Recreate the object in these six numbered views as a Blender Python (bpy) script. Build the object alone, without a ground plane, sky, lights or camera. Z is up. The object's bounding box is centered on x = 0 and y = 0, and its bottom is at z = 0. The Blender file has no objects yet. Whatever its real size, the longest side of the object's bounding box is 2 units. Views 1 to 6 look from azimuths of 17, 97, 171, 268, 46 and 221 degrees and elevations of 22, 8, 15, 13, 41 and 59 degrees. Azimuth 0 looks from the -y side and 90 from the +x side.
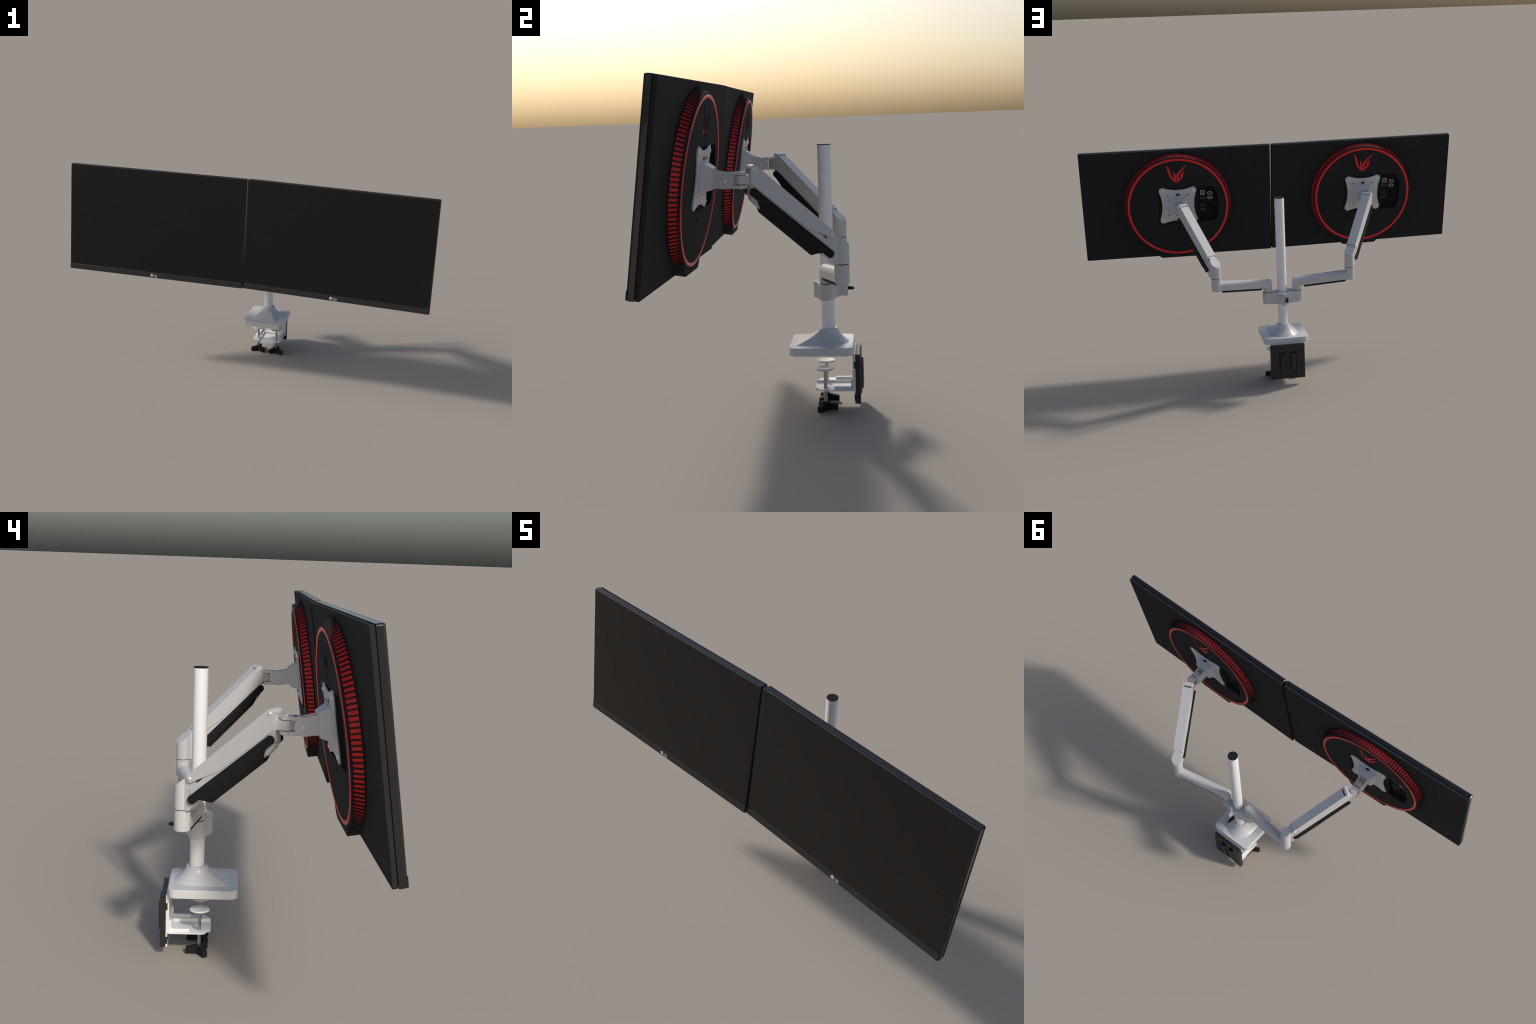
import bpy, bmesh, math
from math import sin, cos, pi, radians, sqrt, atan2
from mathutils import Vector, Matrix

# ------------------------------------------------------------------ materials
def material(name, color, rough=0.5, metallic=0.0, coat=0.0, coat_rough=0.1, grain=0.0,
             grain_scale=900.0, bump=0.0, spec=0.5):
    m = bpy.data.materials.new(name)
    m.use_nodes = True
    nt = m.node_tree
    b = nt.nodes["Principled BSDF"]
    b.inputs["Roughness"].default_value = rough
    b.inputs["Metallic"].default_value = metallic
    b.inputs["Coat Weight"].default_value = coat
    b.inputs["Coat Roughness"].default_value = coat_rough
    b.inputs["Specular IOR Level"].default_value = spec
    tc = nt.nodes.new("ShaderNodeTexCoord")
    nz = nt.nodes.new("ShaderNodeTexNoise")
    nz.inputs["Scale"].default_value = grain_scale
    nz.inputs["Detail"].default_value = 3.0
    nt.links.new(tc.outputs["Object"], nz.inputs["Vector"])
    ramp = nt.nodes.new("ShaderNodeValToRGB")
    lo = [max(0.0, c * (1 - grain)) for c in color]
    hi = [min(1.0, c * (1 + grain)) for c in color]
    ramp.color_ramp.elements[0].color = (*lo, 1)
    ramp.color_ramp.elements[1].color = (*hi, 1)
    ramp.color_ramp.elements[0].position = 0.3
    ramp.color_ramp.elements[1].position = 0.7
    nt.links.new(nz.outputs["Fac"], ramp.inputs["Fac"])
    nt.links.new(ramp.outputs["Color"], b.inputs["Base Color"])
    if bump > 0:
        bp = nt.nodes.new("ShaderNodeBump")
        bp.inputs["Strength"].default_value = bump
        bp.inputs["Distance"].default_value = 0.0005
        nt.links.new(nz.outputs["Fac"], bp.inputs["Height"])
        nt.links.new(bp.outputs["Normal"], b.inputs["Normal"])
    return m

WHITE = material("grey_white_paint", (0.60, 0.60, 0.60), 0.42, grain=0.015, grain_scale=600)
POLE_WHITE = material("white_pole_paint", (0.93, 0.93, 0.93), 0.40, grain=0.01, grain_scale=600)
BASE_WHITE = material("glossy_base_paint", (0.67, 0.67, 0.67), 0.28, grain=0.015, grain_scale=600)
CLAMP_WHITE = material("clamp_paint", (0.80, 0.80, 0.80), 0.30, grain=0.015, grain_scale=600)
BLACK = material("matt_black_plastic", (0.014, 0.014, 0.0142), 0.70, grain=0.06, bump=0.05, spec=0.20)
SHELL = material("monitor_shell_plastic", (0.025, 0.025, 0.0260), 0.85, grain=0.06, bump=0.04, spec=0.15)
CHIN = material("bezel_plastic", (0.021, 0.021, 0.021), 0.50, grain=0.05, spec=0.3)
GLOSS = material("gloss_black_trim", (0.006, 0.006, 0.007), 0.09, grain=0.02, spec=1.0)
SCREEN = material("anti_glare_panel", (0.0054, 0.0049, 0.0044), 0.27, grain=0.04, spec=0.34)
RED = material("red_gloss_plastic", (0.95, 0.014, 0.013), 0.30, grain=0.02, spec=0.4)
REDLIGHT = material("red_translucent_lens", (0.86, 0.018, 0.014), 0.28, grain=0.012, spec=0.4)
STEEL = material("zinc_plated_steel", (0.42, 0.41, 0.40), 0.35, metallic=1.0, grain=0.05)
SCREWM = material("polished_screw_steel", (0.90, 0.91, 0.93), 0.25, metallic=0.1, grain=0.02)
DARK = material("dark_cavity_plastic", (0.006, 0.006, 0.0065), 0.6, grain=0.05)
HOLE = material("deep_black_hole", (0.002, 0.002, 0.002), 0.8, grain=0.02, spec=0.05)
PORTM = material("port_shell_metal", (0.62, 0.60, 0.58), 0.35, metallic=0.4, grain=0.03)
PORTD = material("dim_port_metal", (0.16, 0.16, 0.16), 0.35, metallic=0.4, grain=0.03)
BLUE = material("blue_port_insert", (0.06, 0.08, 0.32), 0.4, grain=0.03)
HOLDER = material("satin_black_plastic", (0.020, 0.0195, 0.019), 0.42, grain=0.05, spec=0.45)
MARK = material("silver_print", (0.55, 0.55, 0.55), 0.4, grain=0.03)

# ------------------------------------------------------------------ geometry helpers
def smooth_mesh(me, ang=32):
    me.polygons.foreach_set("use_smooth", [True] * len(me.polygons))
    me.set_sharp_from_angle(angle=radians(ang))
    me.update()

def bevel_bm(bm, width, seg=2, ang=30, pick=None):
    bmesh.ops.recalc_face_normals(bm, faces=bm.faces)
    es = [e for e in bm.edges if len(e.link_faces) == 2 and e.calc_face_angle(0) > radians(ang)
          and (pick is None or pick(e))]
    if es:
        bmesh.ops.bevel(bm, geom=es, offset=width, segments=seg, profile=0.5, affect='EDGES', clamp_overlap=True)

def to_mesh(bm, name, mat, bevel=0.0, seg=2, ang=30, smooth=32, weighted=True):
    if bevel:
        bevel_bm(bm, bevel, seg, ang)
    bmesh.ops.recalc_face_normals(bm, faces=bm.faces)
    me = bpy.data.meshes.new(name)
    bm.to_mesh(me)
    bm.free()
    me.materials.append(mat)
    smooth_mesh(me, smooth)
    me["weighted"] = 1 if weighted else 0
    return me

def place(p, q, t, axis):
    return {'x': (t, p, q), 'y': (p, t, q), 'z': (p, q, t)}[axis]

def prism(bm, poly, a, b, axis):
    va = [bm.verts.new(place(p, q, a, axis)) for p, q in poly]
    vb = [bm.verts.new(place(p, q, b, axis)) for p, q in poly]
    n = len(poly)
    bm.faces.new(va[::-1])
    bm.faces.new(vb)
    for i in range(n):
        bm.faces.new((va[i], va[(i + 1) % n], vb[(i + 1) % n], vb[i]))

def box(bm, x0, x1, y0, y1, z0, z1):
    prism(bm, [(x0, y0), (x1, y0), (x1, y1), (x0, y1)], z0, z1, 'z')

def circle(cx, cy, r, n=48, a0=0.0, a1=2 * pi):
    full = abs(a1 - a0 - 2 * pi) < 1e-6
    m = n if full else n + 1
    return [(cx + r * cos(a0 + (a1 - a0) * i / n), cy + r * sin(a0 + (a1 - a0) * i / n)) for i in range(m)]

def fillet(pts, radii, n=6):
    """Round the corners of a polygon; radii is one number or one per corner."""
    if not hasattr(radii, '__len__'):
        radii = [radii] * len(pts)
    out = []
    N = len(pts)
    for i in range(N):
        P = Vector(pts[i]); A = Vector(pts[i - 1]); B = Vector(pts[(i + 1) % N])
        r = radii[i]
        if r <= 0:
            out.append(tuple(P)); continue
        u = (A - P).normalized(); v = (B - P).normalized()
        th = u.angle(v)
        if th > pi - 0.02:
            out.append(tuple(P)); continue
        d = min(r / math.tan(th / 2), (A - P).length * 0.48, (B - P).length * 0.48)
        rr = d * math.tan(th / 2)
        c = P + (u + v).normalized() * (rr / sin(th / 2))
        s = P + u * d; e = P + v * d
        a0 = atan2(s.y - c.y, s.x - c.x); a1 = atan2(e.y - c.y, e.x - c.x)
        da = (a1 - a0 + pi) % (2 * pi) - pi
        out += [(c.x + rr * cos(a0 + da * k / n), c.y + rr * sin(a0 + da * k / n)) for k in range(n + 1)]
    return out

def fillet_open(pts, radii, n=5):
    """Fillet an open run of points; the first and last stay as they are."""
    if not hasattr(radii, '__len__'):
        radii = [radii] * len(pts)
    radii = [0] + list(radii[1:-1]) + [0]
    return fillet(pts, radii, n)

def rrect(cx, cy, w, h, r, n=6):
    return fillet([(cx - w / 2, cy - h / 2), (cx + w / 2, cy - h / 2), (cx + w / 2, cy + h / 2), (cx - w / 2, cy + h / 2)], r, n)

def lathe(bm, prof, n=48, axis='z', c=(0, 0)):
    """Closed solid of revolution; prof is (radius, t) from bottom axis to top axis."""
    rings = []
    for r, t in prof:
        if r < 1e-7:
            rings.append([bm.verts.new(place(c[0], c[1], t, axis))])
        else:
            rings.append([bm.verts.new(place(c[0] + r * cos(2 * pi * i / n), c[1] + r * sin(2 * pi * i / n), t, axis)) for i in range(n)])
    for A, B in zip(rings, rings[1:]):
        for i in range(n):
            j = (i + 1) % n
            if len(A) == 1 and len(B) > 1: bm.faces.new((A[0], B[j], B[i]))
            elif len(B) == 1 and len(A) > 1: bm.faces.new((A[i], A[j], B[0]))
            elif len(A) > 1: bm.faces.new((A[i], A[j], B[j], B[i]))

def cyl(bm, c, r, t0, t1, axis='z', n=48, ch=0.0):
    if ch > 0:
        lathe(bm, [(0, t0), (r - ch, t0), (r - ch * 0.3, t0 + ch * 0.3), (r, t0 + ch), (r, t1 - ch), (r - ch * 0.3, t1 - ch * 0.3), (r - ch, t1), (0, t1)], n, axis, c)
    else:
        lathe(bm, [(0, t0), (r, t0), (r, t1), (0, t1)], n, axis, c)

def loft(bm, sections, cap=True):
    rows = [[bm.verts.new(p) for p in s] for s in sections]
    n = len(rows[0])
    for A, B in zip(rows, rows[1:]):
        for i in range(n):
            bm.faces.new((A[i], A[(i + 1) % n], B[(i + 1) % n], B[i]))
    if cap:
        bm.faces.new(rows[0][::-1]); bm.faces.new(rows[-1])

def bm_new(fn):
    bm = bmesh.new(); fn(bm)
    bmesh.ops.recalc_face_normals(bm, faces=bm.faces)
    return bm

def boolean(base, cutters, op='DIFFERENCE'):
    """Boolean of bmeshes with the exact solver; returns a new bmesh."""
    def obj(bm, nm):
        bmesh.ops.recalc_face_normals(bm, faces=bm.faces)
        me = bpy.data.meshes.new(nm); bm.to_mesh(me); bm.free()
        o = bpy.data.objects.new(nm, me); bpy.context.scene.collection.objects.link(o); return o
    o = obj(base, "tmp_base")
    cs = [obj(c, "tmp_cut") for c in cutters]
    for c in cs:
        md = o.modifiers.new("b", 'BOOLEAN'); md.operation = op; md.object = c; md.solver = 'EXACT'
    dg = bpy.context.evaluated_depsgraph_get()
    dg.update()
    me = bpy.data.meshes.new_from_object(o.evaluated_get(dg))
    out = bmesh.new(); out.from_mesh(me)
    bpy.data.meshes.remove(me)
    for t in [o] + cs:
        m = t.data; bpy.data.objects.remove(t); bpy.data.meshes.remove(m)
    bmesh.ops.remove_doubles(out, verts=out.verts, dist=1e-6)
    return out

def make(name, mesh, parent, matrix=None):
    o = bpy.data.objects.new(name, mesh)
    bpy.context.scene.collection.objects.link(o)
    o.parent = parent
    if matrix is not None:
        o.matrix_local = matrix
    if mesh.get("weighted"):
        wn = o.modifiers.new("face_weighted_shading", 'WEIGHTED_NORMAL')
        wn.keep_sharp = True
        wn.weight = 60
    return o

def screw_head(name, r, h, mat=SCREWM):
    """Domed screw head, base in the xy plane, with a hex socket dimple."""
    bm = bmesh.new()
    lathe(bm, [(0, -0.002), (r, -0.002), (r, h * 0.35), (r * 0.92, h * 0.7), (r * 0.7, h), (r * 0.42, h), (r * 0.36, h * 0.5), (0, h * 0.5)], 24)
    return to_mesh(bm, name, mat)

# ------------------------------------------------------------------ root
root = bpy.data.objects.new("dual_monitor_desk_mount", None)
bpy.context.scene.collection.objects.link(root)
root["label"] = "two black gaming monitors on a white dual gas-spring desk arm"
root["category"] = "monitor mount"

PX, PY = 0.0197, 0.1885          # pole axis
DISC_Z = -0.0070                 # centre height of the rear drum in monitor coordinates
FACE = 0.0704                    # depth of the rear drum face

# ------------------------------------------------------------------ monitor parts (local: x width, y depth to the back, z up)
W, H = 0.9940, 0.5872
BW, BH = W + 0.0038, H + 0.0036

def monitor_meshes():
    M = {}
    # back shell: slab with a softly rounded rim
    bm = bmesh.new()
    prism(bm, rrect(0, 0, W, H, 0.006), 0.0232, 0.0352, 'y')
    bevel_bm(bm, 0.0012, 3, 60)
    M['shell'] = to_mesh(bm, "monitor", SHELL)
    # core behind the groove between shell and trim
    bm = bmesh.new(); prism(bm, rrect(0, 0, W - 0.006, H - 0.006, 0.004), 0.0200, 0.0240, 'y')
    M['groove'] = to_mesh(bm, "shadow_gap", DARK)
    bm = bmesh.new(); prism(bm, rrect(0, 0, BW, BH, 0.006), 0.0056, 0.0212, 'y')
    bevel_bm(bm, 0.0010, 2, 60)
    M['band'] = to_mesh(bm, "gloss_trim", GLOSS)
    # front bezel, chamfered all round
    bm = bmesh.new()
    o = rrect(0, 0, W, H, 0.004); i = rrect(0, 0, W - 0.0024, H - 0.0024, 0.0034)
    loft(bm, [[(p, 0.0060, q) for p, q in o], [(p, 0.0010, q) for p, q in o], [(p, 0.0, q) for p, q in i]])
    M['bezel'] = to_mesh(bm, "front_bezel", CHIN)
    # screen panel
    bm = bmesh.new()
    prism(bm, [(-W / 2 + 0.0045, -0.262), (W / 2 - 0.0045, -0.262), (W / 2 - 0.0045, H / 2 - 0.0045), (-W / 2 + 0.0045, H / 2 - 0.0045)], -0.0006, 0.002, 'y')
    M['screen'] = to_mesh(bm, "screen", SCREEN)
    # chin bar
    bm = bmesh.new()
    z0, z1 = -H / 2, -0.2655
    prism(bm, [(-0.0022, z0 + 0.002), (-0.0006, z0), (0.004, z0), (0.004, z1 + 0.001), (-0.0004, z1 + 0.001), (-0.0022, z1 - 0.0016)], -W / 2, W / 2, 'x')
    bevel_bm(bm, 0.0010, 2, 70)
    M['chin'] = to_mesh(bm, "chin_bar", CHIN)

    # rear drum body -------------------------------------------------
    n = 240
    def core(b):
        lathe(b, [(0, 0.0340), (0.2800, 0.0340), (0.2800, 0.0380), (0.2660, 0.0655), (0.2722, 0.0655), (0.2722, 0.0682), (0.2700, FACE), (0, FACE)], n, 'y', (0, DISC_Z))
    drum = bm_new(core)
    recess = bm_new(lambda b: prism(b, rrect(0, 0.0025, 0.204, 0.200, 0.010), 0.0650, 0.09, 'y'))
    ports = fillet([(-0.1085, 0.1000), (-0.1085, -0.0945), (-0.1940, -0.0945), (-0.2070, -0.0600), (-0.2130, -0.0200), (-0.2130, 0.0260), (-0.2050, 0.0630), (-0.1850, 0.1000)],
                   [0.006, 0.006, 0.012, 0.04, 0.08, 0.08, 0.04, 0.012])
    recess2 = bm_new(lambda b: prism(b, ports, 0.0470, 0.09, 'y'))
    button = bm_new(lambda b: prism(b, rrect(0.0008, -0.1185, 0.0105, 0.033, 0.005), 0.0640, 0.09, 'y'))
    left = [(0.0541, 0.2241), (0.0440, 0.2165), (0.0385, 0.2080), (0.0264, 0.1644), (0.0215, 0.1560), (0.0166, 0.1505), (0.0172, 0.1888), (0.0085, 0.1795), (0.0048, 0.1700), (0.0030, 0.1232), (0.0331, 0.1500), (0.0370, 0.1610)]
    right = [(0.0012, 0.1232), (0.0011, 0.1664), (-0.0015, 0.1745), (-0.0070, 0.1825), (-0.0500, 0.2229), (-0.0470, 0.2120), (-0.0420, 0.2040), (-0.0170, 0.1780), (-0.0122, 0.1683), (-0.0099, 0.1483), (-0.0190, 0.1560), (-0.0215, 0.1665), (-0.0155, 0.1681), (-0.0405, 0.1910), (-0.0308, 0.1561), (-0.0255, 0.1481)]
    cuts = [bm_new(lambda b, e=e: prism(b, e, 0.0675, 0.09, 'y')) for e in (left, right)]
    drum = boolean(drum, [recess, recess2, button] + cuts)
    # foot block under the disc, flush with its face
    foot = fillet([(0.1300, -0.2480), (0.1150, -0.2800), (0.0985, -0.2915), (-0.0815, -0.2915), (-0.0900, -0.2790), (-0.1040, -0.2480), (-0.0700, -0.2300), (0.0900, -0.2300)],
                  [0, 0.02, 0.015, 0.004, 0.006, 0, 0, 0])
    prism(drum, foot, 0.0345, FACE - 0.0004, 'y')
    M['drum'] = to_mesh(drum, "rear_drum", SHELL, smooth=25)
    # fins between the light segments + base lip, real ribs on the cone
    NS = 120
    bm = bmesh.new()
    def on_cone(t, k):      # point on the outer fin envelope: k = 0 at base, 1 at the face rim
        return (0.2866 - 0.0146 * k, 0.0350 + 0.0310 * k)
    def blocked(a):
        x = 0.28 * cos(a); z = DISC_Z + 0.28 * sin(a)
        return z < -0.252
    for i in range(NS):
        a = 2 * pi * i / NS
        if blocked(a): continue
        ro, yo = on_cone(0, 0); ri, yi = on_cone(0, 1)
        hw = 0.0021
        sec = []
        for r, y in ((ro, yo), (ri, yi), (0.263, yi), (0.274, yo)):
            sec.append((r, y))
        ca, sa = cos(a), sin(a)
        vs = []
        for s in (-1, 1):
            vs.append([bm.verts.new((r * ca - s * hw * sa, y, DISC_Z + r * sa + s * hw * ca)) for r, y in sec])
        bm.faces.new(vs[0][::-1]); bm.faces.new(vs[1])
        for k in range(4):
            bm.faces.new((vs[0][k], vs[0][(k + 1) % 4], vs[1][(k + 1) % 4], vs[1][k]))
    fins = to_mesh(bm, "cooling_fin", SHELL, smooth=20)
    M['fins'] = fins
    # light segment mesh at angle 0 (placed by rotation)
    bm = bmesh.new()
    da = 2 * pi / NS / 2 * 0.98
    rows = []
    for (r, y) in ((0.2811, 0.0390), (0.2690, 0.0640)):
        rows.append([(r - 0.0030, y), (r, y)])
    def pt(r, y, a): return (r * cos(a), y, r * sin(a))
    secs = []
    for a in (-da, 0, da):
        secs.append([pt(rows[0][0][0], rows[0][0][1], a), pt(rows[0][1][0], rows[0][1][1], a), pt(rows[1][1][0], rows[1][1][1], a), pt(rows[1][0][0], rows[1][0][1], a)])
    loft(bm, secs)
    M['segment'] = to_mesh(bm, "light_segment", REDLIGHT)
    M['segment_angles'] = [2 * pi * (i + 0.5) / NS for i in range(NS) if not blocked(2 * pi * (i + 0.5) / NS)]
    # red ring, gently crowned
    bm = bmesh.new()
    prof = [(0.2536, FACE - 0.001), (0.2536, FACE + 0.0002), (0.2556, FACE + 0.0015), (0.2591, FACE + 0.0021), (0.2626, FACE + 0.0015), (0.2646, FACE + 0.0002), (0.2646, FACE - 0.001)]
    secs = []
    N = 240
    for i in range(N):
        a = 2 * pi * i / N
        secs.append([(r * cos(a), y, DISC_Z + r * sin(a)) for r, y in prof])
    secs.append(secs[0])
    loft(bm, secs, cap=False)
    bmesh.ops.remove_doubles(bm, verts=bm.verts, dist=1e-6)
    M['ring'] = to_mesh(bm, "accent_ring", RED, smooth=60)
    for k, e in (('emblemA', left), ('emblemB', right)):
        bm = bmesh.new(); prism(bm, e, 0.0668, 0.0684, 'y')
        M[k] = to_mesh(bm, "emblem_stroke", RED)
    # joystick button
    bm = bmesh.new(); prism(bm, rrect(0.0008, -0.1120, 0.0070, 0.0110, 0.0034), 0.063, 0.0715, 'y')
    M['button'] = to_mesh(bm, "joystick_button", DARK, bevel=0.0008)
    # VESA recess floor pad
    # ports ----------------------------------------------------------
    FL = 0.0470
    dz = -0.0098
    P = []
    bm = bmesh.new(); prism(bm, [(-0.16 + (p + 0.16) * 0.985, q * 0.985) for p, q in ports], FL - 0.001, FL + 0.0002, 'y')
    P.append(("dark_recess_floor", to_mesh(bm, "dark_recess_floor", material("dark_recess_tone", (0.013, 0.013, 0.0135), 0.8, grain=0.05, spec=0.15))))
    FL += 0.0002
    def frame(name, outer, inner, mat, depth=0.0022):
        b = boolean(bm_new(lambda q: prism(q, outer, FL - 0.001, FL + depth, 'y')),
                    [bm_new(lambda q: prism(q, inner, FL + 0.0003, FL + depth + 0.01, 'y'))])
        P.append((name, to_mesh(b, name, mat)))
    def port_rect(x0, x1, z0, z1, r, t, mat, name):
        cx, cz, w, h = (x0 + x1) / 2, (z0 + z1) / 2 + dz, abs(x1 - x0), abs(z1 - z0)
        frame(name, rrect(cx, cz, w, h, r), rrect(cx, cz, w - 2 * t, h - 2 * t, max(r - t, 0.0005)), mat)
        bm = bmesh.new(); prism(bm, rrect(cx, cz, w - 2 * t - 0.0004, h - 2 * t - 0.0004, max(r - t, 0.0005)), FL + 0.0001, FL + 0.0007, 'y')
        P.append(("port_socket", to_mesh(bm, "port_socket", DARK)))
        return cx, cz
    cx, cz = port_rect(-0.1200, -0.1417, 0.0564, 0.0811, 0.001, 0.0030, PORTM, "usb_port")
    bm = bmesh.new(); prism(bm, fillet([(cx - 0.0045, cz - 0.0075), (cx + 0.0045, cz - 0.0075), (cx + 0.0045, cz + 0.002), (cx + 0.003, cz + 0.0075), (cx - 0.003, cz + 0.0075), (cx - 0.0045, cz + 0.002)], 0.0006), FL + 0.0005, FL + 0.0020, 'y')
    P.append(("usb_insert", to_mesh(bm, "usb_insert", BLUE)))
    bm = bmesh.new(); prism(bm, rrect(cx, cz + 0.0005, 0.0055, 0.0028, 0.0003), FL + 0.0012, FL + 0.0024, 'y')
    P.append(("port_socket", to_mesh(bm, "port_socket", DARK)))
    for z0, z1 in ((0.0542, 0.0718), (0.0305, 0.0474)):
        port_rect(-0.1570, -0.1832, z0 + 0.001, z1 - 0.001, 0.0070, 0.0026, PORTM, "usb_port")
    def port_poly(pts, mat, name, t=0.0012):
        cx = sum(p[0] for p in pts) / len(pts); cz = sum(p[1] for p in pts) / len(pts)
        w = max(p[0] for p in pts) - min(p[0] for p in pts); h = max(p[1] for p in pts) - min(p[1] for p in pts)
        sx, sz = 1 - 2 * t / w, 1 - 2 * t / h
        inner = [(cx + (p - cx) * sx, cz + (q - cz) * sz) for p, q in pts]
        frame(name, pts, inner, mat)
        bm = bmesh.new(); prism(bm, [(cx + (p - cx) * (sx - 0.02), cz + (q - cz) * (sz - 0.02)) for p, q in pts], FL + 0.0001, FL + 0.0007, 'y')
        P.append(("port_socket", to_mesh(bm, "port_socket", DARK)))
    z0, z1 = 0.0318 + dz, 0.0455 + dz
    port_poly([(-0.1165, z0), (-0.1165, z1), (-0.1400, z1), (-0.1462, z1 - 0.006), (-0.1462, z0)], PORTD, "display_port")
    for a, b in ((-0.0081, 0.0043), (-0.0331, -0.0205)):
        z0, z1 = a + dz, b + dz
        port_poly([(-0.1180, z1), (-0.1442, z1), (-0.1442, z0 + 0.006), (-0.1400, z0), (-0.1222, z0), (-0.1180, z0 + 0.006)], PORTD, "display_port")
    for z in (-0.0008, -0.0254):
        bm = bmesh.new()
        lathe(bm, [(0, FL - 0.001), (0.0062, FL - 0.001), (0.0062, FL + 0.0016), (0.0034, FL + 0.0016), (0.0034, FL + 0.0004), (0, FL + 0.0004)], 24, 'y', (-0.1690, z + dz))
        P.append(("audio_jack", to_mesh(bm, "audio_jack", HOLE)))
    M['ports'] = P

    # printed maker mark on the chin ---------------------------------
    bm = bmesh.new(); prism(bm, circle(-0.0123, -0.2802, 0.0084, 40), -0.0027, -0.0018, 'y')
    M['badge'] = to_mesh(bm, "maker_badge", MARK)
    bm = bmesh.new()
    prism(bm, [(-0.0128, -0.2845), (-0.0120, -0.2845), (-0.0120, -0.2765), (-0.0128, -0.2765)], -0.0029, -0.0024, 'y')
    prism(bm, [(-0.0128, -0.2845), (-0.0100, -0.2845), (-0.0100, -0.2838), (-0.0128, -0.2838)], -0.0029, -0.0024, 'y')
    prism(bm, circle(-0.0155, -0.2775, 0.0008, 12), -0.0029, -0.0024, 'y')
    arc = circle(-0.0123, -0.2802, 0.0067, 24, radians(110), radians(360)) + circle(-0.0123, -0.2802, 0.0059, 24, radians(110), radians(360))[::-1]
    prism(bm, arc, -0.0029, -0.0024, 'y')
    prism(bm, [(-0.0095, -0.2806), (-0.0057, -0.2806), (-0.0057, -0.2798), (-0.0095, -0.2798)], -0.0029, -0.0024, 'y')
    M['badge_line'] = to_mesh(bm, "badge_line", material("badge_grey_line", (0.22, 0.22, 0.22), 0.4))
    letters = []
    for ch, x in (("L", -0.0004), ("G", 0.0066)):
        cu = bpy.data.curves.new("letter", 'FONT'); cu.body = ch; cu.size = 0.0188; cu.extrude = 0.0004
        cu.resolution_u = 4; cu.offset = 0.00015
        o = bpy.data.objects.new("letter", cu); bpy.context.scene.collection.objects.link(o)
        dg = bpy.context.evaluated_depsgraph_get(); dg.update()
        me = bpy.data.meshes.new_from_object(o.evaluated_get(dg))
        bpy.data.objects.remove(o); bpy.data.curves.remove(cu)
        me.transform(Matrix.Translation((x, -0.0022, -0.2884)) @ Matrix.Rotation(pi / 2, 4, 'X'))
        me.materials.clear(); me.materials.append(MARK)
        me.name = "letter"
        letters.append(me)
    M['letters'] = letters
    return M

MM = monitor_meshes()

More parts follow.
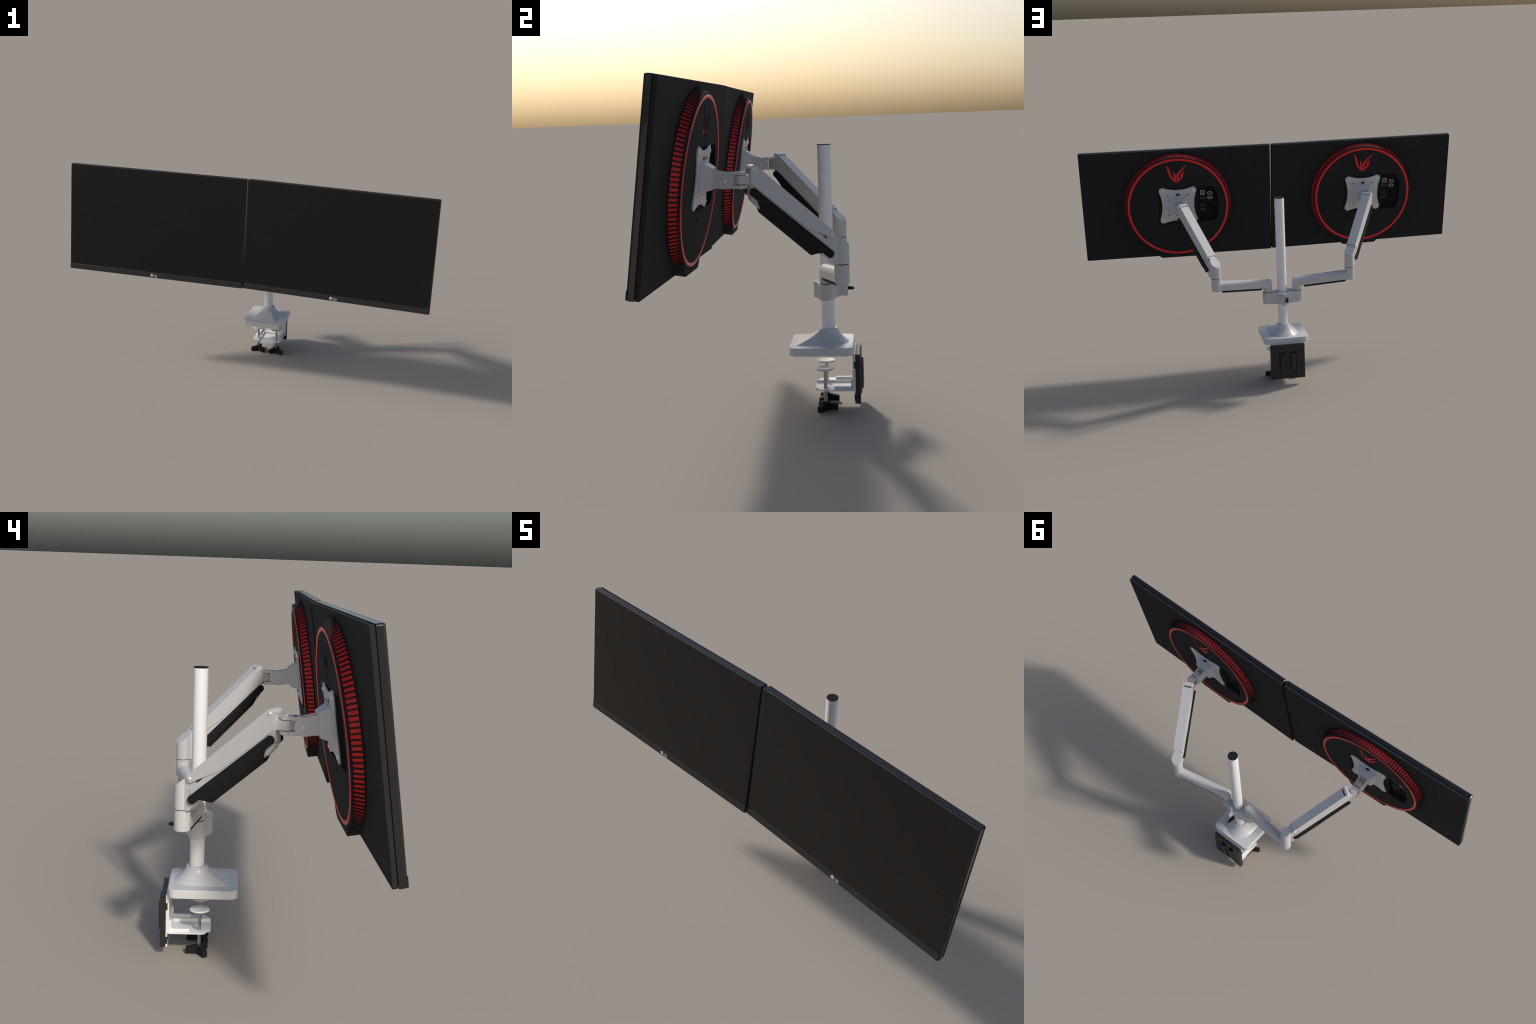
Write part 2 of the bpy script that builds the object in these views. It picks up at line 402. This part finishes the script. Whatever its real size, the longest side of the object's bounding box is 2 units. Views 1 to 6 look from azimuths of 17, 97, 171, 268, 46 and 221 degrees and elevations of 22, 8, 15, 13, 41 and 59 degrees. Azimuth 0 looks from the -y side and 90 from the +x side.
# ------------------------------------------------------------------ tilt head that bolts to the drum (monitor coordinates)
PZ = 0.0045
def head_meshes():
    A = {}
    q, rc, e = 0.0797, 0.0185, 0.0835
    D = 0.2884; Rb = D - e
    outline = []
    # corner arcs joined by concave arcs tangent to them
    for k in range(4):
        rot = k * pi / 2
        def T(p): return (p[0] * cos(rot) - p[1] * sin(rot), p[0] * sin(rot) + p[1] * cos(rot))
        ang = atan2(D - q, -q) + pi           # direction from side-arc centre to corner circle, mirrored below
        th = atan2(q, D - q)                  # half-angle of the concave arc
        # corner circle centre (q, q): from the right-hand side arc to the top arc
        a_start = -th; a_end = pi / 2 + th
        pts = [(q + rc * cos(a_start + (a_end - a_start) * i / 14), q + rc * sin(a_start + (a_end - a_start) * i / 14)) for i in range(15)]
        # concave arc along the top, from right to left
        arc = [(Rb * sin(th - 2 * th * i / 16), D - Rb * cos(th - 2 * th * i / 16)) for i in range(1, 16)]
        outline += [T(p) for p in pts + arc]
    outline = [(p, r + PZ) for p, r in outline]
    plate = bm_new(lambda b: prism(b, outline, 0.0690, 0.0738, 'y'))
    holes = []
    for sx in (-1, 1):
        for sz in (-1, 1):
            holes.append(bm_new(lambda b: prism(b, circle(0.0515 * sx, PZ + 0.0552 * sz, 0.0036, 20), 0.06, 0.09, 'y')))
    holes.append(bm_new(lambda b: prism(b, rrect(0, PZ + 0.0560, 0.0185, 0.0075, 0.0006), 0.06, 0.09, 'y')))
    plate = boolean(plate, holes)
    A['plate'] = to_mesh(plate, "mounting_plate", WHITE, bevel=0.0007, seg=2, ang=50)
    bm = bmesh.new()
    o = rrect(0, PZ, 0.095, 0.094, 0.004, 3); m = rrect(0, PZ, 0.0950, 0.0940, 0.004, 3); t = rrect(0, PZ, 0.0690, 0.0680, 0.003, 3)
    loft(bm, [[(p, 0.0730, r) for p, r in o], [(p, 0.0790, r) for p, r in m], [(p, 0.1085, r) for p, r in t]])
    A['hub'] = to_mesh(bm, "tilt_hub", WHITE, bevel=0.0012, seg=2, ang=18, smooth=30)
    # two cheeks of the clevis
    bm = bmesh.new()
    prof = [(0.1060, 0.0310), (0.1060, -0.0240)] + circle(0.1490, 0.0035, 0.0252, 20, -pi / 2, pi / 2) 
    prof = [(0.1060, 0.0325), (0.1060, -0.0225)] + [(y, z) for y, z in circle(0.1490, 0.0035, 0.0250, 20, -pi / 2, pi / 2)]
    for s in (-1, 1):
        prism(bm, prof, s * 0.0172, s * 0.0210, 'x')
    prism(bm, [(0.1060, 0.0250), (0.1060, -0.0200), (0.1130, -0.0200), (0.1130, 0.0250)], -0.0175, 0.0175, 'x')
    A['clevis'] = to_mesh(bm, "tilt_clevis", WHITE, bevel=0.0007, seg=2, ang=50)
    bm = bmesh.new()
    prism(bm, [(0.0715, PZ + 0.0535), (0.0828, PZ + 0.0655), (0.0838, PZ + 0.0645), (0.0728, PZ + 0.0530)], -0.0080, 0.0080, 'x')
    A['latch'] = to_mesh(bm, "release_latch", BLACK)
    return A
HM = head_meshes()
SCREW_S = screw_head("screw", 0.0050, 0.0030)
SCREW_V = screw_head("screw", 0.0068, 0.0040)

def rot_to(axis):
    """Rotation taking +z to the given axis."""
    return Vector((0, 0, 1)).rotation_difference(Vector(axis)).to_matrix().to_4x4()

def pose(c, yaw, pitch, roll):
    return Matrix.Translation(c) @ Matrix.Rotation(radians(yaw), 4, 'Z') @ Matrix.Rotation(radians(pitch), 4, 'X') @ Matrix.Rotation(radians(roll), 4, 'Y')

MON = [pose((-0.4996, -0.2473, 0.8815), 2.05, -8.69, 0.0), pose((0.5002, -0.2324, 0.8816), -0.90, -8.00, 0.0)]

for mat in MON:
    mon = make("monitor", MM['shell'], root, mat)
    for key, nm in (('groove', "shadow_gap"), ('band', "gloss_trim"), ('bezel', "front_bezel"), ('screen', "screen"), ('chin', "chin_bar"),
                    ('drum', "rear_drum"), ('ring', "accent_ring"), ('emblemA', "emblem_stroke"), ('emblemB', "emblem_stroke"),
                    ('button', "joystick_button"), ('badge', "maker_badge"), ('badge_line', "badge_line")):
        make(nm, MM[key], mon)
    fo = make("cooling_fin", MM['fins'], mon); fo["kind"] = "stuff"
    for a in MM['segment_angles']:
        make("light_segment", MM['segment'], mon, Matrix.Translation((0, 0, DISC_Z)) @ Matrix.Rotation(-a, 4, 'Y'))
    for nm, me in MM['ports']:
        make(nm, me, mon)
    for me in MM['letters']:
        make("letter", me, mon)
    head = make("mounting_plate", HM['plate'], root, mat)
    make("tilt_hub", HM['hub'], head)
    make("tilt_clevis", HM['clevis'], head)
    make("release_latch", HM['latch'], head)
    for sx in (-1, 1):
        for sz in (-1, 1):
            make("screw", SCREW_V, head, Matrix.Translation((sx * 0.0797, 0.0738, PZ + sz * 0.0797)) @ rot_to((0, 1, 0)))
        make("screw", SCREW_S, head, Matrix.Translation((sx * 0.0210, 0.149, 0.0035)) @ rot_to((sx, 0, 0)))

# ------------------------------------------------------------------ swivel fork between arm end and tilt head
def fork_mesh(L, ztilt):
    bm = bmesh.new()
    r = 0.0182
    top, t2, b2, bot = 0.8905, 0.8803, 0.8502, 0.8398
    plan = circle(0, 0, r, 24, pi / 2, 3 * pi / 2) + [(0.026, -r), (0.026, r)]
    prism(bm, plan, t2, top, 'z')
    prism(bm, plan, bot, b2, 'z')
    side = [(0.0205, bot), (L, bot)] + circle(L, ztilt, 0.0250, 20, -pi / 2 + 0.05, pi / 2 - 0.05) + [(L - 0.004, top), (0.0205, top)]
    prism(bm, side, -0.0170, 0.0170, 'y')
    return to_mesh(bm, "swivel_fork", WHITE, bevel=0.0009, seg=2, ang=50)

# ------------------------------------------------------------------ arms
Z = Vector((0, 0, 1))
def frame_matrix(o, h):
    h = Vector((h[0], h[1], 0)).normalized()
    n = Z.cross(h)
    m = Matrix((h, n, Z)).transposed().to_4x4()
    m.translation = Vector((o[0], o[1], 0))
    return m

def swing_arm_mesh(L):
    bm = bmesh.new()
    r = 0.0226
    def sect(s):
        zb = 0.4900 + 0.0925 * s; zt = 0.5362 + 0.098 * s; zc = zt - r
        pts = [(-r + 0.003, zb), (r - 0.003, zb), (r, zb + 0.003)]
        pts += [(r * cos(pi * i / 20), zc + r * sin(pi * i / 20)) for i in range(21)] + [(-r, zb + 0.003)]
        return [(s, p, q) for p, q in pts]
    loft(bm, [sect(0.0 + L * i / 6) for i in range(7)])
    # rounded inner end on its vertical spigot
    zc = 0.5362 - r
    lathe(bm, [(0, 0.4692), (r, 0.4692), (r, zc)] + [(r * cos(pi / 2 * i / 12), zc + r * sin(pi / 2 * i / 12)) for i in range(1, 13)], 48)
    # elbow socket
    R = 0.0246
    lathe(bm, [(0, 0.5125), (R - 0.004, 0.5125), (R - 0.0012, 0.5137), (R, 0.5165), (R, 0.5755), (R - 0.0008, 0.5765), (0, 0.5765)], 56, 'z', (L, 0))
    bmesh.ops.recalc_face_normals(bm, faces=bm.faces)
    return to_mesh(bm, "swing_arm", WHITE, smooth=40)

def swing_cover_mesh():
    bm = bmesh.new()
    s0, s1 = 0.0340, 0.2540
    z = lambda s: 0.4900 + 0.0925 * s
    prism(bm, [(s0, z(s0) + 0.003), (s0 + 0.008, z(s0 + 0.008) - 0.0085), (s1 - 0.006, z(s1 - 0.006) - 0.0085), (s1, z(s1) - 0.004), (s1, z(s1) + 0.003)], -0.0208, 0.0208, 'y')
    return to_mesh(bm, "cable_cover", BLACK, bevel=0.002, seg=3, ang=50)

def seam_ring(r, z0, z1):
    bm = bmesh.new(); cyl(bm, (0, 0), r, z0, z1, n=48)
    return to_mesh(bm, "seam_ring", DARK)
RING_LO = seam_ring(0.0224, 0.4660, 0.4695)
RING_HI = seam_ring(0.0238, 0.5755, 0.5800)

def spring_arm_parts(angle, length):
    """Gas-spring arm in elbow coordinates: x along the arm, z up; A lower pivot, B upper pivot."""
    A = Vector((0.0402, 0.6780))
    d = Vector((cos(angle), sin(angle))); p = Vector((-sin(angle), cos(angle)))
    def uv(u, v): q = A + d * u + p * v; return (q.x, q.y)
    def poly(pts): return [uv(u, v) for u, v in pts]
    Lk = length
    out = {}
    # upper link: folded channel
    outer = circle(0, 0, 0.0125, 14, pi / 2, 3 * pi / 2 + 0.2) + fillet_open([(0.006, -0.0125), (0.094, -0.0352), (Lk - 0.022, -0.0412), (Lk + 0.0112, -0.0045)], [0, 0.12, 0.008, 0], 6)[1:] + circle(Lk, 0, 0.0118, 8, 0.1, pi / 2)
    link = bm_new(lambda b: prism(b, poly(outer), -0.0232, 0.0232, 'y'))
    cut1 = bm_new(lambda b: prism(b, poly([(-0.05, -0.09), (Lk + 0.05, -0.09), (Lk + 0.05, 0.0092), (-0.05, 0.0092)]), -0.0196, 0.0196, 'y'))
    cut2 = bm_new(lambda b: prism(b, poly([(-0.05, 0.0), (-0.0005, 0.0), (-0.0005, 0.05), (-0.05, 0.05)]), -0.0196, 0.0196, 'y'))
    cut3 = bm_new(lambda b: prism(b, poly([(Lk - 0.0145, -0.004), (Lk + 0.05, -0.004), (Lk + 0.05, 0.05), (Lk - 0.0145, 0.05)]), -0.0196, 0.0196, 'y'))
    link = boolean(link, [cut1, cut2, cut3])
    out['link'] = to_mesh(link, "spring_arm", WHITE, bevel=0.0008, seg=2, ang=50)
    # lower link with the gas spring
    low = fillet([(-0.0345, -0.0560), (-0.0330, -0.0385), (-0.0225, -0.0228), (Lk - 0.065, -0.0228), (Lk - 0.047, -0.0440), (Lk - 0.034, -0.0560), (Lk - 0.041, -0.0690), (-0.012, -0.0610)], [0.006, 0.004, 0.002, 0.004, 0.004, 0.010, 0.010, 0.01], 5)
    bm = bmesh.new(); prism(bm, poly(low), -0.0203, 0.0203, 'y')
    tube = fillet([(0.03, -0.066), (Lk - 0.047, -0.066), (Lk - 0.052, -0.0770), (Lk - 0.080, -0.0815), (0.03, -0.0790)], [0, 0, 0.006, 0.006, 0], 5)
    prism(bm, poly(tube), -0.0140, 0.0140, 'y')
    out['low'] = to_mesh(bm, "gas_spring_link", WHITE, bevel=0.0010, seg=2, ang=50)
    # black cable cover, a U-shaped trough
    c0 = (-0.0343, -0.0518); c1 = (Lk - 0.0438, -0.0570); rr = 0.0126
    T = Matrix(((d.x, 0, p.x, A.x), (0, 1, 0, 0), (d.y, 0, p.y, A.y), (0, 0, 0, 1)))
    strip = circle(c0[0], c0[1], rr, 12, pi / 2, 3 * pi / 2) + circle(c1[0], c1[1], rr, 12, -pi / 2, pi / 2)
    vt, a_, b_, wt = -0.0560, 0.0256, 0.0352, 0.0026
    half_pipe = [(a_ * cos(t), vt + b_ * sin(t)) for t in [-pi * i / 24 for i in range(25)]]
    half_in = [((a_ - wt) * cos(t), vt + (b_ - wt) * sin(t)) for t in [-pi * i / 24 for i in range(25)]]
    u0, u1 = -0.0130, Lk - 0.0690
    pipe = bm_new(lambda b: prism(b, half_pipe + half_in[::-1], u0 - 0.03, u1 + 0.03, 'x'))
    keep = fillet([(u0, -0.0630), (0.0040, -0.0800), (0.0150, -0.1100), (Lk - 0.106, -0.1100), (Lk - 0.1040, -0.0880), (u1 - 0.004, -0.0690), (u1, -0.0600), (u1, -0.0440), (u0, -0.0440)], [0.004, 0.02, 0, 0, 0.01, 0.006, 0, 0, 0], 5)
    pipe = boolean(pipe, [bm_new(lambda b: prism(b, keep, -0.05, 0.05, 'y'))], 'INTERSECT')
    for sgn in (-1, 1):
        prism(pipe, strip, sgn * 0.0212, sgn * 0.0257, 'y')
    bmesh.ops.transform(pipe, matrix=T, verts=pipe.verts)
    out['cover'] = to_mesh(pipe, "cable_cover", BLACK, bevel=0.0006, seg=1, ang=60, smooth=30)
    # elbow block: round back, flat flanks, slanted flat top
    plan = circle(0, 0, 0.0247, 40, pi / 2 - 0.81, 3 * pi / 2 + 0.81)
    plan = [(x, y) for x, y in plan]
    yy = abs(plan[0][1])
    plan = plan + [(0.09, -yy), (0.09, yy)]
    body = bm_new(lambda b: prism(b, plan, 0.5790, 0.72, 'z'))
    zs = lambda s: 0.6586 + 0.810 * s
    sidep = fillet([(-0.03, 0.5790), (0.0330, 0.5790), (0.0560, 0.6060), (0.0780, 0.6250), (0.0780, 0.6480), (0.0575, 0.6630), (0.0540, 0.6830), (0.0440, 0.6865), (0.0310, zs(0.0310)), (-0.0185, zs(-0.0185)), (-0.03, zs(-0.0185) - 0.017)], [0, 0.003, 0.003, 0.003, 0.003, 0.003, 0.006, 0.008, 0.006, 0.010, 0], 5)
    keep = bm_new(lambda b: prism(b, sidep, -0.04, 0.04, 'y'))
    blk = boolean(body, [keep], 'INTERSECT')
    out['elbow'] = to_mesh(blk, "elbow_block", WHITE, bevel=0.0006, seg=2, ang=40, smooth=30)
    # end block: barrel, post and swivel knuckle
    B = Vector(uv(Lk, 0)); Dn = Vector(uv(*c1)); S = B.x + 0.0382
    bm = bmesh.new()
    cyl(bm, (B.x, B.y), 0.0119, -0.0188, 0.0188, 'y', 40)
    post = fillet([(B.x - 0.009, 0.8180 + B.y - 0.8962), (B.x + 0.0115, 0.8180 + B.y - 0.8962), (B.x + 0.0122, B.y), (B.x - 0.009, B.y)], [0.004, 0.008, 0, 0])
    prism(bm, post, -0.0188, 0.0188, 'y')
    z0, z1 = 0.8517, 0.8790
    neck = [(B.x - 0.006, -0.0188), (B.x + 0.016, -0.0165), (S - 0.004, -0.0155)] + circle(S, 0, 0.0158, 20, -pi / 2, pi / 2) + [(S - 0.004, 0.0155), (B.x + 0.016, 0.0165), (B.x - 0.006, 0.0188)]
    prism(bm, neck, z0, z1, 'z')
    # concave webs above and below the neck
    for s, zz in ((1, z1), (-1, z0)):
        k = 0.010
        web = [(B.x + 0.008, zz - s * 0.002), (B.x + 0.0122 + k, zz - s * 0.002)] + [(B.x + 0.0122 + k - k * sin(t), zz + s * (k - k * cos(t))) for t in [pi / 2 * i / 6 for i in range(7)]] + [(B.x + 0.008, zz + s * k)]
        prism(bm, web, -0.0160, 0.0160, 'y')
    out['end'] = to_mesh(bm, "arm_end_block", WHITE, bevel=0.0010, seg=2, ang=50)
    bm = bmesh.new()
    cyl(bm, (S, 0), 0.0152, z1 - 0.0005, 0.8806, 'z', 32)  # thin black discs in the gaps between knuckle and fork
    cyl(bm, (S, 0), 0.0152, 0.8500, z0 + 0.0005, 'z', 32)
    out['gap_disc'] = to_mesh(bm, "dark_swivel_gap", DARK)
    return out, A, B, S

SWING = swing_arm_mesh(0.2747); SWCOV = swing_cover_mesh()
ARMS = [
    dict(inner=(PX - 0.0742, PY), elbow=(-0.3263, 0.2245), hi=(-0.5078, -0.0111, 0.8950), lat=-0.0236, mon=0),
    dict(inner=(PX + 0.0734, PY), elbow=(0.3597, 0.2564), hi=(0.5100, 0.0046, 0.8985), lat=0.0236, mon=1),
]
DIRS = [(-0.5456, -0.8380), (0.4410, -0.8976)]
for i, a in enumerate(ARMS):
    I = Vector(a['inner']); E = Vector(a['elbow'])
    arm = make("swing_arm", SWING, root, frame_matrix(I, E - I))
    make("cable_cover", SWCOV, arm)
    make("seam_ring", RING_LO, arm)
    h = Vector(DIRS[i])
    fm = frame_matrix(E, h)
    Bw = Vector(a['hi'][:2]) - E
    bs = Bw.dot(h); bz = a['hi'][2]
    ang = atan2(bz - 0.6780, bs - 0.0402); Lk = sqrt((bz - 0.6780) ** 2 + (bs - 0.0402) ** 2)
    parts, A, B, S = spring_arm_parts(ang, Lk)
    sp = make("spring_arm", parts['link'], root, fm)
    make("gas_spring_link", parts['low'], sp)
    make("cable_cover", parts['cover'], sp)
    make("elbow_block", parts['elbow'], sp)
    make("arm_end_block", parts['end'], sp)
    make("dark_swivel_gap", parts['gap_disc'], sp)
    make("seam_ring", RING_HI, sp)
    for s in (-1, 1):
        for q in (A, B):
            make("screw", SCREW_S, sp, Matrix.Translation((q.x, s * 0.0232, q.y)) @ rot_to((0, s, 0)))
    # fork from swivel axis to tilt axis
    sw = fm @ Vector((S, 0, 0))
    tp = MON[a['mon']] @ Vector((0, 0.149, 0.0035))
    f = Vector((tp.x - sw.x, tp.y - sw.y))
    fk = make("swivel_fork", fork_mesh(f.length, tp.z), root, frame_matrix((sw.x, sw.y), f))
    for zz, s in ((0.8905, 1), (0.8398, -1)):
        make("screw", SCREW_S, fk, Matrix.Translation((0, 0, zz)) @ rot_to((0, 0, s)))

# ------------------------------------------------------------------ pole
bm = bmesh.new(); cyl(bm, (PX, PY), 0.0240, 0.225, 0.9490, n=64)
pole = make("pole", to_mesh(bm, "pole", POLE_WHITE), root)
bm = bmesh.new(); cyl(bm, (PX, PY), 0.0242, 0.9490, 0.9525, n=64, ch=0.0008)
make("pole_cap", to_mesh(bm, "pole_cap", BLACK), pole)

# ------------------------------------------------------------------ twin collar on the pole
half = [(0.0, 0.0485), (0.022, 0.0480), (0.036, 0.0430), (0.050, 0.0335), (0.064, 0.0275)]
endr = 0.0265
front = [(x, -y) for x, y in half]
ow = 0.0738
right = circle(ow, 0, endr, 16, -pi / 2 + 0.25, pi / 2 - 0.10)
back = [(0.044, 0.0325), (0.020, 0.0410), (0.0090, 0.0490), (0.0062, 0.0600), (0.0062, 0.0715), (0.0010, 0.0735)]
rhalf = [(x, -y) for x, y in half] + right + back
lhalf = [(-x, y) for x, y in rhalf[::-1]]
ring = [(PX + x, PY + y) for x, y in rhalf + lhalf[:-1]]
zc0, zc1 = 0.4080, 0.4668
col = bm_new(lambda b: prism(b, ring, zc0, zc1, 'z'))
bevel_bm(col, 0.0030, 3, 50)
slot = bm_new(lambda b: box(b, PX - 0.0028, PX - 0.0006, PY + 0.01, PY + 0.09, 0.35, 0.5))
bore = bm_new(lambda b: cyl(b, (PX, PY), 0.0268, zc1 - 0.004, zc1 + 0.02, n=64))
col = boolean(col, [slot, bore])
collar = make("twin_collar", to_mesh(col, "twin_collar", WHITE, smooth=35), root)
bm = bmesh.new(); box(bm, PX - 0.0030, PX - 0.0004, PY + 0.026, PY + 0.0690, zc0 + 0.003, zc1 - 0.0025)  # black slab hides the pale pole, drawing the slit's shadow
make("slit_shadow", to_mesh(bm, "slit_shadow", HOLE), collar)
bm = bmesh.new(); cyl(bm, (PX, PY), 0.0266, zc1 - 0.006, zc1 - 0.0030, n=64)
make("seam_ring", to_mesh(bm, "seam_ring", DARK), collar)
bm = bmesh.new()
loft(bm, [[(PX - 0.0068 - w, y, 0.4345 + dz - t), (PX - 0.0068 - w, y, 0.4345 + dz + t), (PX - 0.0068 + 0.0005, y, 0.4345 + dz + t), (PX - 0.0068 + 0.0005, y, 0.4345 + dz - t)]
          for y, w, t, dz in ((0.2420, 0.0150, 0.0080, 0.0), (0.2640, 0.0120, 0.0062, -0.0005), (0.2835, 0.0085, 0.0042, -0.0015))])
make("clamp_lever", to_mesh(bm, "clamp_lever", BLACK, bevel=0.001), collar)
make("screw", SCREW_S, collar, Matrix.Translation((PX + 0.0065, 0.2480, 0.4370)) @ rot_to((1, 0, 0)))

# ------------------------------------------------------------------ base plate with flared foot
bm = bmesh.new()
prism(bm, rrect(0.0185, 0.1648, 0.2300, 0.2270, 0.026, 10), 0.2115, 0.2410, 'z')
bevel_bm(bm, 0.0030, 3, 50)
base = make("base_plate", to_mesh(bm, "base_plate", BASE_WHITE, smooth=40), root)
def cone_outline(n_arc=40):
    """Bottom outline of the flare: square to the front, round to the back; matched to a circle by angle."""
    pts = []
    for i in range(160):
        a = 2 * pi * i / 160
        dx, dy = cos(a), sin(a)
        if dy >= 0:
            r = 0.0750
        else:
            r = min(0.0750 / max(abs(dx), 1e-6), 0.1165 / max(abs(dy), 1e-6))
        pts.append((dx, dy, r))
    return pts
CO = cone_outline()
secs = []
lip = 0.0350
for k in range(15):
    t = k / 14
    z = 0.2400 + (0.2880 - 0.2400) * t
    f = (1 - t) ** 1.55
    secs.append([(PX + dx * (lip + (r - lip) * f), PY + dy * (lip + (r - lip) * f), z) for dx, dy, r in CO])
for rr_, z in ((0.0338, 0.2905), (0.0318, 0.2918), (0.0285, 0.2915), (0.0255, 0.2880), (0.0240, 0.2830)):
    secs.append([(PX + dx * rr_, PY + dy * rr_, z) for dx, dy, r in CO])
bm = bmesh.new(); loft(bm, secs)
make("flared_foot", to_mesh(bm, "flared_foot", BASE_WHITE, smooth=50), base)

# ------------------------------------------------------------------ under-desk clamp
CX = 0.0195
bm = bmesh.new()
hw = 0.0830; th = 0.0055; y1 = 0.2800
prof_hw = [(-hw, 0.0), (-0.0440, 0.0), (-0.0400, -0.0092), (0.0400, -0.0092), (0.0440, 0.0), (hw, 0.0)]
# folded sheet: tongue with a pressed channel
def yfront(x):
    ax = abs(x)
    if ax > 0.0500: return 0.1400 + (ax - 0.0500) * 0.60
    return 0.1365 + 0.0035 * (ax / 0.0500) ** 2
xs = [-hw, -0.074, -0.062, -0.0500, -0.0440, -0.0400, -0.03, -0.02, -0.01, 0.0, 0.01, 0.02, 0.03, 0.0400, 0.0440, 0.0500, 0.062, 0.074, hw]
def zoff(x): return -0.0092 if abs(x) <= 0.0401 else 0.0
secs = []
for x in xs:
    zz = 0.0761 + zoff(x)
    secs.append([(CX + x, yfront(x), zz), (CX + x, y1 - 0.006, zz), (CX + x, y1 - 0.006, zz + th - 0.0006), (CX + x, yfront(x), zz + th - 0.0006)])
loft(bm, secs)
# upright wall with a rounded heel
heel = fillet([(y1 - 0.014, 0.0758), (y1, 0.0758), (y1, 0.2110), (y1 - th, 0.2110), (y1 - th, 0.0758 + th), (y1 - 0.014, 0.0758 + th)], [0, 0.009, 0, 0, 0.004, 0])
prism(bm, heel, CX - hw + 0.0006, CX + hw - 0.0006, 'x')
bracket = make("clamp_bracket", to_mesh(bm, "clamp_bracket", CLAMP_WHITE, bevel=0.0008, seg=2, ang=50), root)
# stiffening ribs pressed in the corner
bm = bmesh.new()
for xc in (CX - 0.0645, CX + 0.0645):
    rib = fillet([(0.2070, 0.0790), (0.2070, 0.0900), (0.2640, 0.0900), (0.2670, 0.0930), (0.2670, 0.1180), (0.2780, 0.1180), (0.2780, 0.0790)], [0, 0.005, 0.004, 0.004, 0.004, 0, 0], 4)
    prism(bm, rib, xc - 0.0075, xc + 0.0075, 'x')
make("stiffening_rib", to_mesh(bm, "stiffening_rib", CLAMP_WHITE, bevel=0.0028, seg=3, ang=50), bracket)
# clamp screws
for x in (-0.0343, 0.0752):
    bm = bmesh.new(); cyl(bm, (0, 0), 0.0062, 0.012, 0.150, n=24)
    rod = make("clamp_screw", to_mesh(bm, "clamp_screw", STEEL), bracket, Matrix.Translation((x, 0.1750, 0)))
    bm = bmesh.new()
    lathe(bm, [(0, 0.1440), (0.0085, 0.1440), (0.0200, 0.1465), (0.0315, 0.1505), (0.0335, 0.1530), (0.0322, 0.1556), (0.0285, 0.1568), (0.0215, 0.1556), (0.0175, 0.1545), (0, 0.1545)], 48)
    make("pressure_pad", to_mesh(bm, "pressure_pad", CLAMP_WHITE, smooth=50), bracket, Matrix.Translation((x, 0.1750, 0)))
    bm = bmesh.new()
    cyl(bm, (0, 0), 0.0125, 0.0, 0.0300, n=24, ch=0.0015)
    for k in range(3):
        a = pi / 2 + k * 2 * pi / 3
        R = Matrix.Rotation(a, 4, 'Z')
        secs = []
        for s, w, z0, z1 in ((0.002, 0.0110, 0.0010, 0.0290), (0.020, 0.0092, 0.0005, 0.0255), (0.0440, 0.0082, 0.0, 0.0205)):
            secs.append([R @ Vector((s, -w, z0)), R @ Vector((s, w, z0)), R @ Vector((s, w, z1)), R @ Vector((s, -w, z1))])
        loft(bm, secs)
    make("wing_knob", to_mesh(bm, "wing_knob", BLACK, bevel=0.0015, seg=2, ang=40), bracket, Matrix.Translation((x, 0.1750, 0)))

# ------------------------------------------------------------------ cable and tool holder behind the clamp
bx0, bx1 = -0.0680, 0.1070
bm = bmesh.new()
zt, zb = 0.2120, 0.0315
zl = [zb, 0.0420, 0.0670, 0.1600, 0.1850, zt]
for k in (0, 2, 4):
    box(bm, bx0 + 0.002, bx1 - 0.002, 0.2790, 0.2848, zl[k] + (0 if k == 0 else 0.0), zl[k + 1])
make("backing_strip", to_mesh(bm, "backing_strip", CLAMP_WHITE, bevel=0.0005), root)
bm = bmesh.new()
box(bm, bx0, bx1, 0.2848, 0.3000, zb, zt)                      # body
box(bm, bx0, -0.0237, 0.2990, 0.3035, zb - 0.0008, zt - 0.0004)   # raised side panel
box(bm, 0.0612, bx1, 0.2990, 0.3015, zb + 0.0003, zt - 0.0008)
box(bm, -0.0237, 0.0612, 0.2990, 0.3012, 0.1720, zt - 0.0010)
for a, b in ((zl[1], zl[2]), (zl[3], zl[4])):
    box(bm, bx0 + 0.0005, bx1 - 0.0005, 0.2795, 0.2860, a + 0.0005, b - 0.0005)
holder = make("cable_holder", to_mesh(bm, "cable_holder", HOLDER, bevel=0.0008, seg=2, ang=50), root)
for x0, x1 in ((0.0298, 0.0612), (-0.0237, 0.0090)):
    c = (x0 + x1) / 2; r = (x1 - x0) / 2
    bm = bmesh.new()
    ro, ri = r, r - 0.0028
    arcO = [(c + ro * cos(t), 0.2990 + 0.0130 * sin(t)) for t in [pi * i / 20 for i in range(21)]]
    arcI = [(c + ri * cos(t), 0.2990 + 0.0100 * sin(t)) for t in [pi * i / 20 for i in range(21)]]
    prism(bm, arcO + arcI[::-1], 0.0735, 0.1690, 'z')
    make("tool_sleeve", to_mesh(bm, "tool_sleeve", HOLDER), holder)
    bm = bmesh.new(); prism(bm, [(p, max(q, 0.2995)) for p, q in arcI], 0.0740, 0.1480, 'z')  # dark plug modelled as the shadow inside the sleeve mouth
    make("sleeve_shadow", to_mesh(bm, "sleeve_shadow", DARK), holder)
